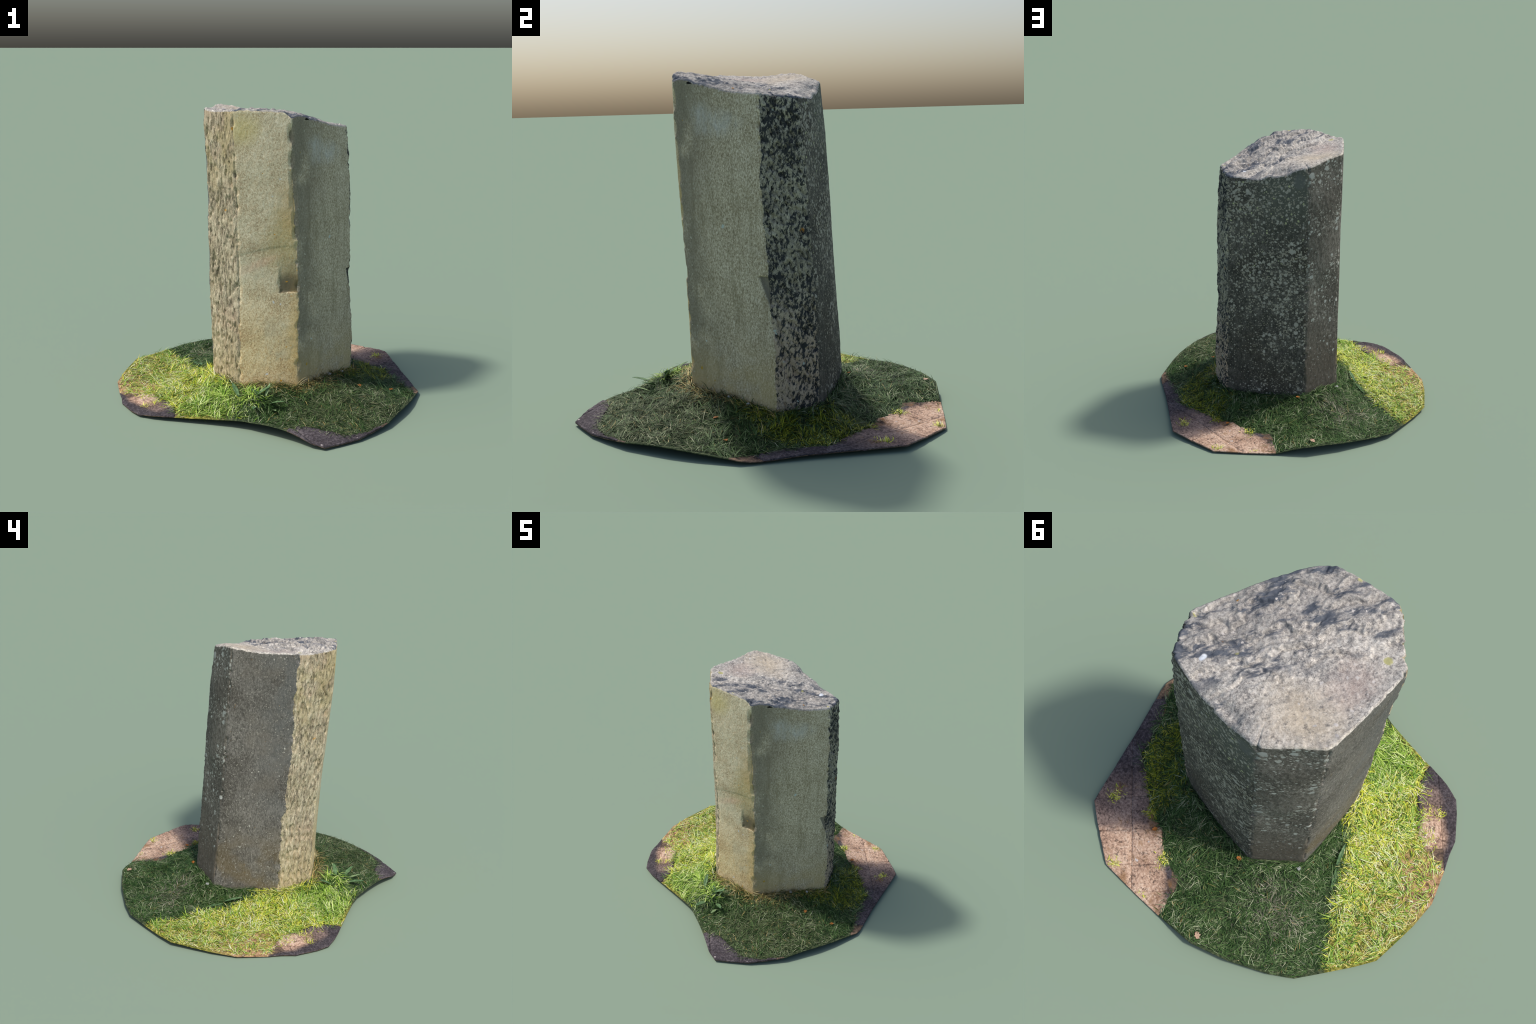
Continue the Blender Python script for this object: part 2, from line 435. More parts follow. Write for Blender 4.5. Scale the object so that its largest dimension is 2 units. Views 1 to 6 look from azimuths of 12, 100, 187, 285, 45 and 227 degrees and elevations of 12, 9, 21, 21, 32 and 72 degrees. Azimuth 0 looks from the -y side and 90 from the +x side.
def build_column():
    spacing = 0.0042
    base_z = 0.05
    side, frac = [], []
    for i in range(7):
        L = np.linalg.norm(corner(i, 1.0) - corner(i + 1, 1.0))
        n = int(round(L / spacing))
        side += [i] * n
        frac += list(np.arange(n) / n)
    side, frac = np.array(side), np.array(frac)
    ns = len(side)
    ztop = np.array([np.interp(f, *zip(*LIP[s])) for s, f in zip(side, frac)])
    for _ in range(6):
        ztop = (np.roll(ztop, 1) + 2 * ztop + np.roll(ztop, -1)) / 4
    lip_n = fbm(np.c_[np.cumsum(np.full(ns, spacing)) * 28, np.zeros(ns), np.zeros(ns)], 4)
    ztop = ztop + 0.007 * lip_n
    nr = 360
    t = np.linspace(0, 1, nr) ** 0.97
    Z = base_z + (ztop[None, :] - base_z) * t[:, None]
    XY = np.zeros((nr, ns, 2))
    for i in range(7):
        k = side == i
        a, b = corner(i, Z[:, k]), corner(i + 1, Z[:, k])
        XY[:, k] = a + (b - a) * frac[k][None, :, None]
    for _ in range(2):  # soften the arrises
        XY = (np.roll(XY, 1, 1) + 2 * XY + np.roll(XY, -1, 1)) / 4
    soft = XY.copy()
    for _ in range(26):
        soft = (np.roll(soft, 1, 1) + 2 * soft + np.roll(soft, -1, 1)) / 4
    wear = 0.35 + 0.65 * smooth(0.10, 0.0, ztop[None] - Z)
    wear = wear * np.isin(side, (4,))[None] + 0.30 * wear * np.isin(side, (0, 1, 2, 3, 5, 6))[None]
    for _ in range(8):
        wear = (np.roll(wear, 1, 1) + 2 * wear + np.roll(wear, -1, 1)) / 4
    XY = XY + (soft - XY) * wear[..., None]
    P = np.dstack([XY, Z])
    # outward direction and distance from the nearest arris
    tang = np.roll(P, -3, 1) - np.roll(P, 3, 1)
    N = np.dstack([tang[..., 1], -tang[..., 0], np.zeros((nr, ns))])
    N /= np.linalg.norm(N, axis=2)[..., None]
    sl = np.array([np.linalg.norm(corner(i, 1.0) - corner(i + 1, 1.0)) for i in range(7)])
    d0, d1 = frac * sl[side], (1 - frac) * sl[side]
    flat = P.reshape(-1, 3)
    S = np.broadcast_to(side, (nr, ns)).ravel()
    D0, D1 = np.broadcast_to(d0, (nr, ns)).ravel(), np.broadcast_to(d1, (nr, ns)).ravel()
    z = flat[:, 2]
    run = np.broadcast_to(np.cumsum(np.full(ns, spacing)), (nr, ns)).ravel()
    disp = 0.0030 * fbm(flat * np.array([4, 4, 2.0]), 3) + 0.0016 * fbm(flat * np.array([45, 45, 28.0]), 3)
    FR = np.broadcast_to(frac, (nr, ns)).ravel()
    # broad swell of the faces: none of them is a true plane
    belly = np.where(FR < 0.57, np.sin(FR / 0.57 * math.pi / 2), np.cos((FR - 0.57) / 0.43 * math.pi / 2))
    disp += (S == 3) * belly * (0.019 - 0.007 * smooth(0.5, 0.2, z))
    swell = np.sin(FR * math.pi)
    disp += (S == 1) * swell * (0.009 + 0.013 * smooth(0.5, 0.9, z))
    disp += (S == 1) * 0.008 * np.exp(-(((FR - 0.35) / 0.2) ** 2) - ((z - 1.25) / 0.2) ** 2)
    disp += (S == 0) * swell * 0.006 + (S == 5) * swell * 0.005
    disp += (S == 4) * swell * 0.016 * smooth(0.9, 1.1, z) * smooth(1.78, 1.5, z)
    disp += (S == 6) * swell * 0.004 * smooth(0.9, 0.4, z)
    edge = np.minimum(D0, D1)
    rough_w = smooth(0.0, 0.02, edge)
    k = S == 6
    q = np.c_[run * 36, z * 8 + 2.5 * run, np.full(len(z), 3.3)]
    q[:, 0] += 1.1 * gnoise(np.c_[run * 15, z * 15, np.full(len(z), 7.7)])
    r = ridged(q[k], 3)
    disp[k] += (0.35 + 0.65 * rough_w[k]) * (0.0120 * r + 0.008 * fbm(q[k] * 0.35, 2)) + 0.002
    qp = np.c_[run[k] * 62, z[k] * 14 + 3 * run[k], np.full(k.sum(), 9.3)]
    disp[k] -= 0.011 * smooth(0.10, 0.34, fbm(qp, 2)) * (0.3 + 0.7 * rough_w[k])
    k = S == 2
    q2 = np.c_[(run + 0.33 * z) * 30, (z - 0.2 * run) * 14, np.full(len(z), 5.5)]
    r = ridged(q2[k], 3)
    disp[k] += (0.35 + 0.65 * rough_w[k]) * (0.0140 * r + 0.009 * fbm(q2[k] * 0.4, 2)) + 0.002
    qp = np.c_[(run[k] + 0.33 * z[k]) * 52, z[k] * 22, np.full(k.sum(), 4.3)]
    disp[k] -= 0.012 * smooth(0.08, 0.32, fbm(qp, 2)) * (0.3 + 0.7 * rough_w[k])
    # chips broken out of the arrises
    chips = np.random.default_rng(5)

    def chip(arris, zc, half, depth, reach, up=1.0):
        """shell-shaped scar on both sides of an arris"""
        dist = np.where(S == arris, D0, np.where(S == (arris - 1) % 7, D1, 9.0))
        dz = (z - zc) / half
        dz = np.where(dz > 0, dz / up, dz)
        w = np.clip(1 - dz * dz, 0, 1) * np.clip(1 - (dist / reach), 0, 1)
        return depth * w

    for zc in (1.70, 1.58, 1.46, 1.33, 1.22, 1.12):
        disp -= chip(1, zc + chips.uniform(-0.02, 0.02), chips.uniform(0.04, 0.07), chips.uniform(0.013, 0.019), chips.uniform(0.024, 0.036))
    for arris in (0, 2, 3, 4, 5, 6):
        for _ in range(16):
            disp -= chip(arris, chips.uniform(0.15, 1.8), chips.uniform(0.01, 0.05), chips.uniform(0.003, 0.010), chips.uniform(0.010, 0.024))
    for arris in range(7):
        dist = np.where(S == arris, D0, np.where(S == (arris - 1) % 7, D1, 9.0))
        a_n = np.clip(fbm(np.c_[z * 12, np.full(len(z), 3.1 * arris), np.zeros(len(z))], 3) + 0.02, 0, 1)
        disp -= 0.026 * a_n * np.clip(1 - dist / (0.008 + 0.03 * a_n), 0, 1)
    # stepped hollow with a square ledge low on the front, beside the arris
    on = (S == 0)
    rag = 0.014 * fbm(flat * 24, 3)
    w = smooth(0.122, 0.100, D1 + rag) * smooth(0.752, 0.766, z + 0.6 * rag) * smooth(1.02, 0.80, z) * on
    disp -= 0.008 * w
    disp -= 0.006 * smooth(0.03, 0.0, D0) * smooth(0.755, 0.77, z) * smooth(0.95, 0.80, z) * (S == 1)
    # faint bowed step across the front
    bow = 1.03 + 0.10 * (D0 - 0.2) - 0.6 * (D0 - 0.25) ** 2
    disp -= on * 0.002 * smooth(bow + 0.012, bow - 0.004, z) * smooth(bow - 0.25, bow - 0.02, z)
    # slanting chip on the east arris
    cut = flat[:, 1] - (0.046 + (0.812 - z) * 0.38)
    span = smooth(0.655, 0.675, z) * smooth(0.818, 0.808, z)
    disp -= 0.020 * smooth(0.0, 0.010, cut) * span * (S == 1)
    disp -= 0.012 * smooth(0.02, 0.0, D1) * smooth(1.20, 1.215, z) * smooth(1.25, 1.235, z) * (S == 1)
    disp -= 0.020 * smooth(0.035, 0.0, D0) * span * smooth(0.0, 0.05, 0.83 - z) * (S == 2)
    under = (ztop[None] - Z).ravel()
    disp -= 0.008 * np.clip(1 - under / 0.016, 0, 1) ** 2
    nib = np.clip(fbm(np.c_[run * 16, np.zeros(len(z)), np.full(len(z), 2.9)], 3) - 0.05, 0, 1)
    disp -= 0.018 * nib * np.clip(1 - under / (0.012 + 0.05 * nib), 0, 1)
    flat = flat + N.reshape(-1, 3) * disp[:, None]
    P = flat.reshape(nr, ns, 3)
    # ---- broken top: rings drawn in from the lip
    lip = P[-1]
    centre = np.array([0.06, -0.09])
    surf = thin_plate(TOP_POINTS + [tuple(p) for p in lip[::12]])
    nt = 120
    scale = np.linspace(1, 0.004, nt)[1:]
    rings = []
    off = lip[:, 2] - surf(lip[:, 0], lip[:, 1])
    for s in scale:
        xy = centre + (lip[:, :2] - centre) * s
        zz = surf(xy[:, 0], xy[:, 1]) + off * s ** 8
        q = np.c_[xy, zz]
        inward = smooth(1.0, 0.94, s)
        u = -0.54 * q[:, 0] - 0.84 * q[:, 1]
        v = -0.84 * q[:, 0] + 0.54 * q[:, 1]
        rugged = smooth(0.10, -0.06, v + 0.05 * gnoise(np.c_[u * 6, v * 6, np.full(len(u), 1.5)]))
        wv = v * 10 + 1.5 * fbm(np.c_[u * 4.5, v * 5, np.full(len(u), 4.4)], 3) + 0.30 * fbm(np.c_[u * 26, v * 30, np.full(len(u), 8.8)], 2)
        saw = wv - np.floor(wv)
        step = np.where(saw < 0.72, saw / 0.72, 1 - smooth(0.72, 1.0, saw)) - 0.5
        bump = (0.021 * (step - 0.06) + 0.006 * ridged(np.c_[u * 14, v * 26, zz * 9], 4)) * rugged
        bump += (-0.002 + 0.004 * ridged(np.c_[u * 14, v * 34, zz * 9], 3) + 0.003 * fbm(q * 45, 3)) * (1 - 0.4 * rugged)
        bump -= 0.012 * np.exp(-(((q[:, 0] - 0.05) / 0.07) ** 2 + ((q[:, 1] - 0.265) / 0.022) ** 2))
        bump -= 0.012 * np.exp(-(((q[:, 0] - 0.27) / 0.05) ** 2 + ((q[:, 1] - 0.155) / 0.02) ** 2))
        q[:, 2] += inward * bump
        rings.append(q)
    verts = np.vstack([P.reshape(-1, 3)] + rings)
    nv_side = nr * ns
    faces, region = [], []
    c = np.arange(ns)
    c1 = (c + 1) % ns
    r0 = np.arange(nr - 1)[:, None] * ns
    fs = np.stack([r0 + c, r0 + c1, r0 + ns + c1, r0 + ns + c], -1).reshape(-1, 4)
    faces.append(fs)
    reg = np.array(np.broadcast_to(side, (nr - 1, ns)))
    # the face colours do not stop dead at the arris: let each border wander
    zrow = Z[:-1, :].mean(1)
    for i, wander in enumerate((0.008, 0.012, 0.010, 0.010, 0.007, 0.007, 0.016)):
        first = int(np.argmax(side == i))
        nz = fbm(np.c_[zrow * 7, np.full(nr - 1, 5.7 * i), np.zeros(nr - 1)], 5, 0.65) * 1.7 + 0.15
        shift = np.round(np.clip(nz, -1, 1) * wander / spacing).astype(int)
        for row, k in enumerate(shift):
            if k > 0:
                reg[row, np.arange(first, first + k) % ns] = (i - 1) % 7
            elif k < 0:
                reg[row, np.arange(first + k, first) % ns] = i
    reg[-2:] = 7
    region.append(reg.ravel())
    start = (nr - 1) * ns
    idx = [np.arange(start, start + ns)] + [nv_side + j * ns + c for j in range(nt - 1)]
    for a, b in zip(idx[:-1], idx[1:]):
        faces.append(np.stack([a, a[c1], b[c1], b], -1))
        region.append(np.full(ns, 7))
    faces, region = np.vstack(faces), np.concatenate(region)
    return verts, faces, region, idx[-1]


def mesh_from(name, verts, faces, normals=None, mats=()):
    """faces: (n,k) array of vertex indices (all same size)"""
    me = bpy.data.meshes.new(name)
    k = faces.shape[1]
    me.vertices.add(len(verts))
    me.vertices.foreach_set("co", np.ascontiguousarray(verts, np.float32).ravel())
    me.loops.add(faces.size)
    me.loops.foreach_set("vertex_index", faces.astype(np.int32).ravel())
    me.polygons.add(len(faces))
    me.polygons.foreach_set("loop_start", np.arange(0, faces.size, k, dtype=np.int32))
    me.update(calc_edges=True)
    me.validate()
    me.polygons.foreach_set("use_smooth", np.ones(len(me.polygons), bool))
    for m in mats:
        me.materials.append(m)
    if normals is not None:
        me.normals_split_custom_set_from_vertices(normals.tolist())
    return me


def vertex_normals(verts, faces):
    a = verts[faces[:, 2]] - verts[faces[:, 0]]
    b = verts[faces[:, 3]] - verts[faces[:, 1]]
    fn = np.cross(a, b)
    vn = np.zeros_like(verts)
    for k in range(4):
        for j in range(3):
            vn[:, j] += np.bincount(faces[:, k], fn[:, j], len(verts))
    return vn / np.maximum(np.linalg.norm(vn, axis=1), 1e-12)[:, None]


def add(obj_name, mesh, parent=None, **props):
    o = bpy.data.objects.new(obj_name, mesh)
    bpy.context.scene.collection.objects.link(o)
    if parent is not None:
        o.parent = parent
    for k, v in props.items():
        o[k] = v
    return o


# ------------------------------------------------------------------ the ground patch
OUTLINE = [  # torn edge of the patch, anticlockwise, x y z
    (0.513, -0.977, 0.021), (0.597, -0.905, 0.020), (0.695, -0.815, 0.022), (0.765, -0.715, 0.030), (0.842, -0.590, 0.040), (0.926, -0.338, 0.052), (0.960, -0.200, 0.045),
    (0.996, 0.020, 0.027), (0.985, 0.075, 0.020), (0.890, 0.320, 0.028), (0.838, 0.470, 0.030), (0.727, 0.795, 0.034), (0.611, 0.867, 0.028), (0.404, 0.982, 0.018), (0.179, 0.972, 0.014),
    (-0.010, 0.957, 0.018), (-0.125, 0.944, 0.048), (-0.249, 0.930, 0.070), (-0.456, 0.846, 0.065), (-0.657, 0.731, 0.050), (-0.764, 0.649, 0.040), (-0.852, 0.510, 0.034),
    (-0.940, 0.369, 0.035), (-0.998, 0.262, 0.040), (-1.002, 0.118, 0.034), (-1.003, -0.015, 0.028), (-0.988, -0.180, 0.020), (-0.907, -0.366, 0.015), (-0.866, -0.444, 0.015), (-0.833, -0.530, 0.015),
    (-0.730, -0.650, 0.016), (-0.668, -0.708, 0.022), (-0.576, -0.730, 0.028), (-0.511, -0.737, 0.033), (-0.420, -0.740, 0.036), (-0.245, -0.748, 0.044),
    (-0.095, -0.760, 0.053), (0.018, -0.784, 0.062), (0.168, -0.848, 0.075), (0.300, -0.905, 0.070), (0.426, -0.963, 0.040)]
OUT = np.array(OUTLINE)
GROUND_POINTS = OUTLINE + [
    (-0.085, -0.455, 0.155), (0.278, -0.386, 0.158), (0.549, 0.132, 0.118), (0.432, 0.345, 0.122), (-0.142, 0.398, 0.150), (-0.355, 0.190, 0.148), (-0.302, -0.257, 0.156),
    (0.814, -0.09, 0.055), (0.638, -0.185, 0.105), (-0.438, -0.044, 0.112), (-0.564, 0.167, 0.074), (0.675, 0.681, 0.029), (0.198, 0.732, 0.020),
    (0.17, -0.66, 0.102), (0.25, -0.60, 0.104), (-0.16, 0.79, 0.074), (0.58, -0.70, 0.072), (-0.43, 0.19, 0.082), (-0.43, 0.02, 0.092), (-0.41, -0.28, 0.098), (0.58, 0.62, 0.028), (0.507, -0.29, 0.132), (0.0, 0.0, 0.15), (-0.313, 0.743, 0.055), (-0.68, 0.495, 0.040), (-0.485, -0.49, 0.052), (-0.714, 0.043, 0.030), (0.074, 0.58, 0.062),
    (0.0, -0.66, 0.126), (0.10, -0.63, 0.132), (-0.10, -0.60, 0.118), (0.40, -0.62, 0.095), (0.70, -0.42, 0.086), (0.62, 0.36, 0.038), (0.44, 0.52, 0.038), (-0.45, 0.45, 0.054), (-0.56, 0.30, 0.046),
    (-0.57, -0.05, 0.056), (-0.53, -0.28, 0.066), (-0.30, -0.55, 0.080), (-0.75, -0.28, 0.026), (-0.83, 0.20, 0.032), (0.80, 0.12, 0.038), (-0.20, 0.60, 0.062), (0.25, 0.55, 0.060)]
GROUND = thin_plate(GROUND_POINTS, 2e-5)
TH = np.arctan2(OUT[:, 1], OUT[:, 0])
RR = np.hypot(OUT[:, 0], OUT[:, 1])


def rim_radius(th):
    """distance from the centre to the straight-segmented torn edge in direction th"""
    th = np.asarray(th, float)
    r = np.full(th.shape, np.nan)
    n = len(OUT)
    for i in range(n):
        a, b = OUT[i, :2], OUT[(i + 1) % n, :2]
        ta, tb = math.atan2(a[1], a[0]), math.atan2(b[1], b[0])
        span = (tb - ta) % (2 * math.pi)
        rel = (th - ta) % (2 * math.pi)
        k = rel <= span + 1e-9
        dx, dy = np.cos(th[k]), np.sin(th[k])
        e = b - a
        r[k] = (a[0] * e[1] - a[1] * e[0]) / (dx * e[1] - dy * e[0])
    return r


def in_poly(x, y, poly):
    x, y = np.asarray(x, float), np.asarray(y, float)
    inside = np.zeros(x.shape, bool)
    n = len(poly)
    for i in range(n):
        (x0, y0), (x1, y1) = poly[i], poly[(i + 1) % n]
        c = (y0 > y) != (y1 > y)
        with np.errstate(divide="ignore", invalid="ignore"):
            xi = (x1 - x0) * (y - y0) / (y1 - y0) + x0
        inside ^= c & (x < xi)
    return inside


PAVED = {
    "east": [(1.1, -0.03), (0.98, -0.03), (0.82, 0.23), (0.76, 0.42), (0.62, 0.49), (0.47, 0.60), (0.33, 0.63), (0.22, 0.72), (0.06, 0.75), (-0.01, 0.94), (0.0, 1.1), (1.1, 1.1)],
    "west": [(-0.44, -0.9), (-0.43, -0.72), (-0.46, -0.62), (-0.56, -0.50), (-0.66, -0.40), (-0.76, -0.37), (-0.93, -0.36), (-1.1, -0.5), (-0.8, -0.9)],
    "south": [(0.28, -1.1), (0.29, -0.88), (0.36, -0.83), (0.45, -0.825), (0.63, -0.815), (0.74, -0.73), (0.83, -0.59), (1.0, -0.6), (1.0, -1.1)],
}
COLUMN_POLY = [tuple(corner(i, 0.12)) for i in range(7)]


def paved(x, y):
    n = 0.02 * gnoise(np.c_[np.asarray(x) * 16, np.asarray(y) * 16, np.zeros(len(x))])
    m = np.zeros(len(x), bool)
    for p in PAVED.values():
        m |= in_poly(x + n, y + n, p)
    return m


def painted_sun(x, y):
    """weight of the sunlight painted into the grass: straight northern edge, slow south-east fade"""
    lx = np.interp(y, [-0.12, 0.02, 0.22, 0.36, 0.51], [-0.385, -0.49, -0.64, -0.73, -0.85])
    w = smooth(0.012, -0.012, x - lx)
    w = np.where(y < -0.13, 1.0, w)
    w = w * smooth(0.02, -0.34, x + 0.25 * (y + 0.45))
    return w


def column_distance(x, y):
    d = np.full(np.shape(x), 9.0)
    for i in range(7):
        a, b = np.array(COLUMN_POLY[i]), np.array(COLUMN_POLY[(i + 1) % 7])
        e = b - a
        t = np.clip(((x - a[0]) * e[0] + (y - a[1]) * e[1]) / (e @ e), 0, 1)
        d = np.minimum(d, np.hypot(x - a[0] - t * e[0], y - a[1] - t * e[1]))
    return d


HOLLOWS = [(0.17, -0.69, 0.04, 0.03), (0.507, -0.29, 0.028, 0.03), (0.36, -0.56, 0.04, 0.018), (0.62, -0.21, 0.03, 0.02),
           (0.72, -0.42, 0.025, 0.02), (0.02, 0.70, 0.02, 0.03), (0.58, -0.10, 0.03, 0.016)]


def turf_height(x, y):
    q = np.c_[x, y, np.zeros(len(x))]
    h = GROUND(x, y) - 0.006
    r = np.hypot(x, y) / rim_radius(np.arctan2(y, x))
    inner = smooth(1.0, 0.94, r)
    lump = 0.008 * fbm(q * 9, 4) + 0.006 * fbm(q * 30, 3)
    h = h + inner * lump * np.where(paved(x, y), 0.25, 1.0)
    for cx, cy, rad, dep in HOLLOWS:
        h = h - dep * np.exp(-((x - cx) ** 2 + (y - cy) ** 2) / rad ** 2)
    return h


def mat_turf():
    n = Nodes("turf_soil")
    x, y, z = n.xyz()
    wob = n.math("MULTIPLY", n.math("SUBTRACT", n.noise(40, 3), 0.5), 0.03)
    # shadow edge drawn into the soil colour: sunlit west, shaded north
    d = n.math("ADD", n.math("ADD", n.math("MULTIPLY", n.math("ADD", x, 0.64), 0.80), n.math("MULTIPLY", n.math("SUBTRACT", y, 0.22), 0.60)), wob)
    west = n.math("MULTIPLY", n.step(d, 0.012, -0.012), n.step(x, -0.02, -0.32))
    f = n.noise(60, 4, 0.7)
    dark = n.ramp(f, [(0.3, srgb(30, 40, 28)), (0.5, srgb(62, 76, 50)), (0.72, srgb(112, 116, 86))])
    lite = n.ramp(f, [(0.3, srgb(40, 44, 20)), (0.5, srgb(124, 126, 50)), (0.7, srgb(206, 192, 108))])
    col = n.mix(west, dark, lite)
    soil = n.ramp(n.noise(45, 4, 0.7), [(0.3, srgb(76, 58, 46)), (0.5, srgb(178, 138, 106)), (0.7, srgb(222, 186, 152))])
    bare = n.blob((-0.88, -0.22, 0.02), (0.19, 0.23, 0.2), 0.5, 0.6, 14)
    col = n.mix(n.math("MULTIPLY", bare, 0.9), col, soil)
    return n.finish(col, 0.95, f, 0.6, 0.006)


def mat_joint():
    n = Nodes("mossy_joint_sand")
    f = n.noise(40, 4, 0.7)
    col = n.ramp(f, [(0.3, srgb(52, 46, 46)), (0.5, srgb(112, 94, 80)), (0.7, srgb(160, 134, 108))])
    return n.finish(col, 0.95, f, 0.5, 0.005)


def mat_underside():
    n = Nodes("torn_soil")
    f = n.noise(30, 4, 0.7)
    col = n.ramp(f, [(0.3, srgb(34, 32, 34)), (0.7, srgb(74, 70, 66))])
    return n.finish(col, 0.95, f, 0.4, 0.005)


def build_ground(parent):
    na, nrad = 960, 150
    th = np.linspace(-math.pi, math.pi, na, endpoint=False)
    # make sure the corners of the edge are hit
    for t in TH:
        th[np.argmin(np.abs(th - t))] = t
    th = np.sort(th)
    R = rim_radius(th)
    fr = np.linspace(0.16, 1, nrad)
    X = fr[:, None] * R[None] * np.cos(th)[None]
    Y = fr[:, None] * R[None] * np.sin(th)[None]
    x, y = X.ravel(), Y.ravel()
    h = turf_height(x, y)
    grass = ~paved(x, y)
    h = h - 0.006 * smooth(0.0, 0.03, 1 - np.hypot(x, y) / np.tile(R, nrad)) * 0
    top = np.c_[x, y, h]
    n = len(top)
    low = top.copy()
    low[:, 2] -= 0.004 + 0.010 * smooth(1.0, 0.93, np.repeat(fr, na))
    low[:, 2] = np.maximum(low[:, 2], 0.0)
    low[np.argmin(low[:, 2]), 2] = 0.0
    c = np.arange(na)
    c1 = (c + 1) % na
    r0 = np.arange(nrad - 1)[:, None] * na
    ft = np.stack([r0 + c, r0 + c1, r0 + na + c1, r0 + na + c], -1).reshape(-1, 4)[:, ::-1]
    last = (nrad - 1) * na
    wall = np.stack([last + c, last + c1, n + last + c1, n + last + c], -1)[:, ::-1]
    fb = n + ft[:, ::-1]
    inner = np.stack([c, c1, n + c1, n + c], -1)
    verts = np.vstack([top, low])
    faces = np.vstack([ft, wall, fb, inner])
    kind = np.zeros(len(faces), int)
    cen = verts[ft].mean(1)
    kind[: len(ft)] = np.where(paved(cen[:, 0], cen[:, 1]), 1, 0)
    kind[len(ft):] = 2
    wall_mid = verts[wall].mean(1)
    kind[len(ft): len(ft) + na] = np.where(paved(wall_mid[:, 0] * 0.99, wall_mid[:, 1] * 0.99), 1, 0)
    # orientation: the top must face up
    a = np.cross(verts[ft[0, 2]] - verts[ft[0, 0]], verts[ft[0, 3]] - verts[ft[0, 1]])
    if a[2] < 0:
        faces = faces[:, ::-1]
    vn = vertex_normals(verts, faces)
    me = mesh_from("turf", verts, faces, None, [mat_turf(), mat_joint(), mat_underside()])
    me.polygons.foreach_set("material_index", kind[: len(me.polygons)].astype(np.int32))
    return add("turf", me, parent)


# ------------------------------------------------------------------ paving stones
def mat_paver():
    n = Nodes("paving_with_painted_shadow")
    x, y, z = n.xyz()
    f = n.noise(75, 5, 0.72)
    g = n.noise(6, 4)
    gg = n.math("MULTIPLY_ADD", n.math("SUBTRACT", g, 0.5), 0.5, f)
    pink = n.ramp(gg, [(0.28, srgb(116, 90, 78)), (0.50, srgb(206, 172, 148)), (0.68, srgb(238, 214, 192))])  # sunlit paving ramp; the two darker ramps below paint the cast shadow
    half_shadow_tint = n.ramp(gg, [(0.28, srgb(70, 62, 58)), (0.50, srgb(138, 118, 110)), (0.70, srgb(180, 160, 148))])
    shadow_tint = n.ramp(gg, [(0.28, srgb(40, 37, 40)), (0.50, srgb(80, 74, 78)), (0.72, srgb(124, 116, 118))])
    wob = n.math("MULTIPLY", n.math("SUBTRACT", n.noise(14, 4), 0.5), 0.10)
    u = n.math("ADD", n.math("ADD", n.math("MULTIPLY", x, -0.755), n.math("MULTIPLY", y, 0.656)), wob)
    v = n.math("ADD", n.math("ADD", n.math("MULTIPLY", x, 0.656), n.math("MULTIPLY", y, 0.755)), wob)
    east_sun_tint = n.math("MULTIPLY", n.math("MULTIPLY", n.step(u, 0.10, 0.17), n.step(y, 0.3, 0.5)), n.step(v, 0.66, 0.70))
    east_half_shadow_tint = n.math("MULTIPLY", n.step(u, -0.28, -0.05), n.step(v, 0.70, 0.76))
    west_sun_tint = n.blob((-0.72, -0.46, 0.02), (0.17, 0.085, 0.2), 0.4, 0.3, rot=(0, 0, 0.75))
    west_half_shadow_tint = n.blob((-0.60, -0.58, 0.02), (0.12, 0.07, 0.2), 0.5, 0.3, rot=(0, 0, 0.75))
    col = n.mix(n.math("MAXIMUM", east_half_shadow_tint, west_half_shadow_tint), shadow_tint, half_shadow_tint)
    col = n.mix(n.math("MAXIMUM", east_sun_tint, west_sun_tint), col, pink)
    pit = n.step(n.noise(48, 5, 0.75, v=n.vec(loc=(3, 3, 3))), 0.54, 0.61)
    col = n.mix(n.math("MULTIPLY", pit, 0.7), col, srgb(58, 50, 50))
    st = n.step(n.noise(7, 5, 0.65, v=n.vec(loc=(1, 8, 0))), 0.52, 0.66)
    col = n.mix(n.math("MULTIPLY", st, n.step(y, 0.35, 0.55, 0.0, 0.6)), col, srgb(150, 112, 70))
    col, _ = spots(n, col, 26, 0.25, srgb(214, 204, 200), 0.16, 0.03)
    return n.finish(col, 0.92, f, 0.8, 0.006)


def clip_halfplane(poly, p, nrm):
    out = []
    for i in range(len(poly)):
        a, b = np.array(poly[i]), np.array(poly[(i + 1) % len(poly)])
        da, db = (a - p) @ nrm, (b - p) @ nrm
        if da <= 0:
            out.append(tuple(a))
        if da * db < 0:
            out.append(tuple(a + (b - a) * da / (da - db)))
    return out


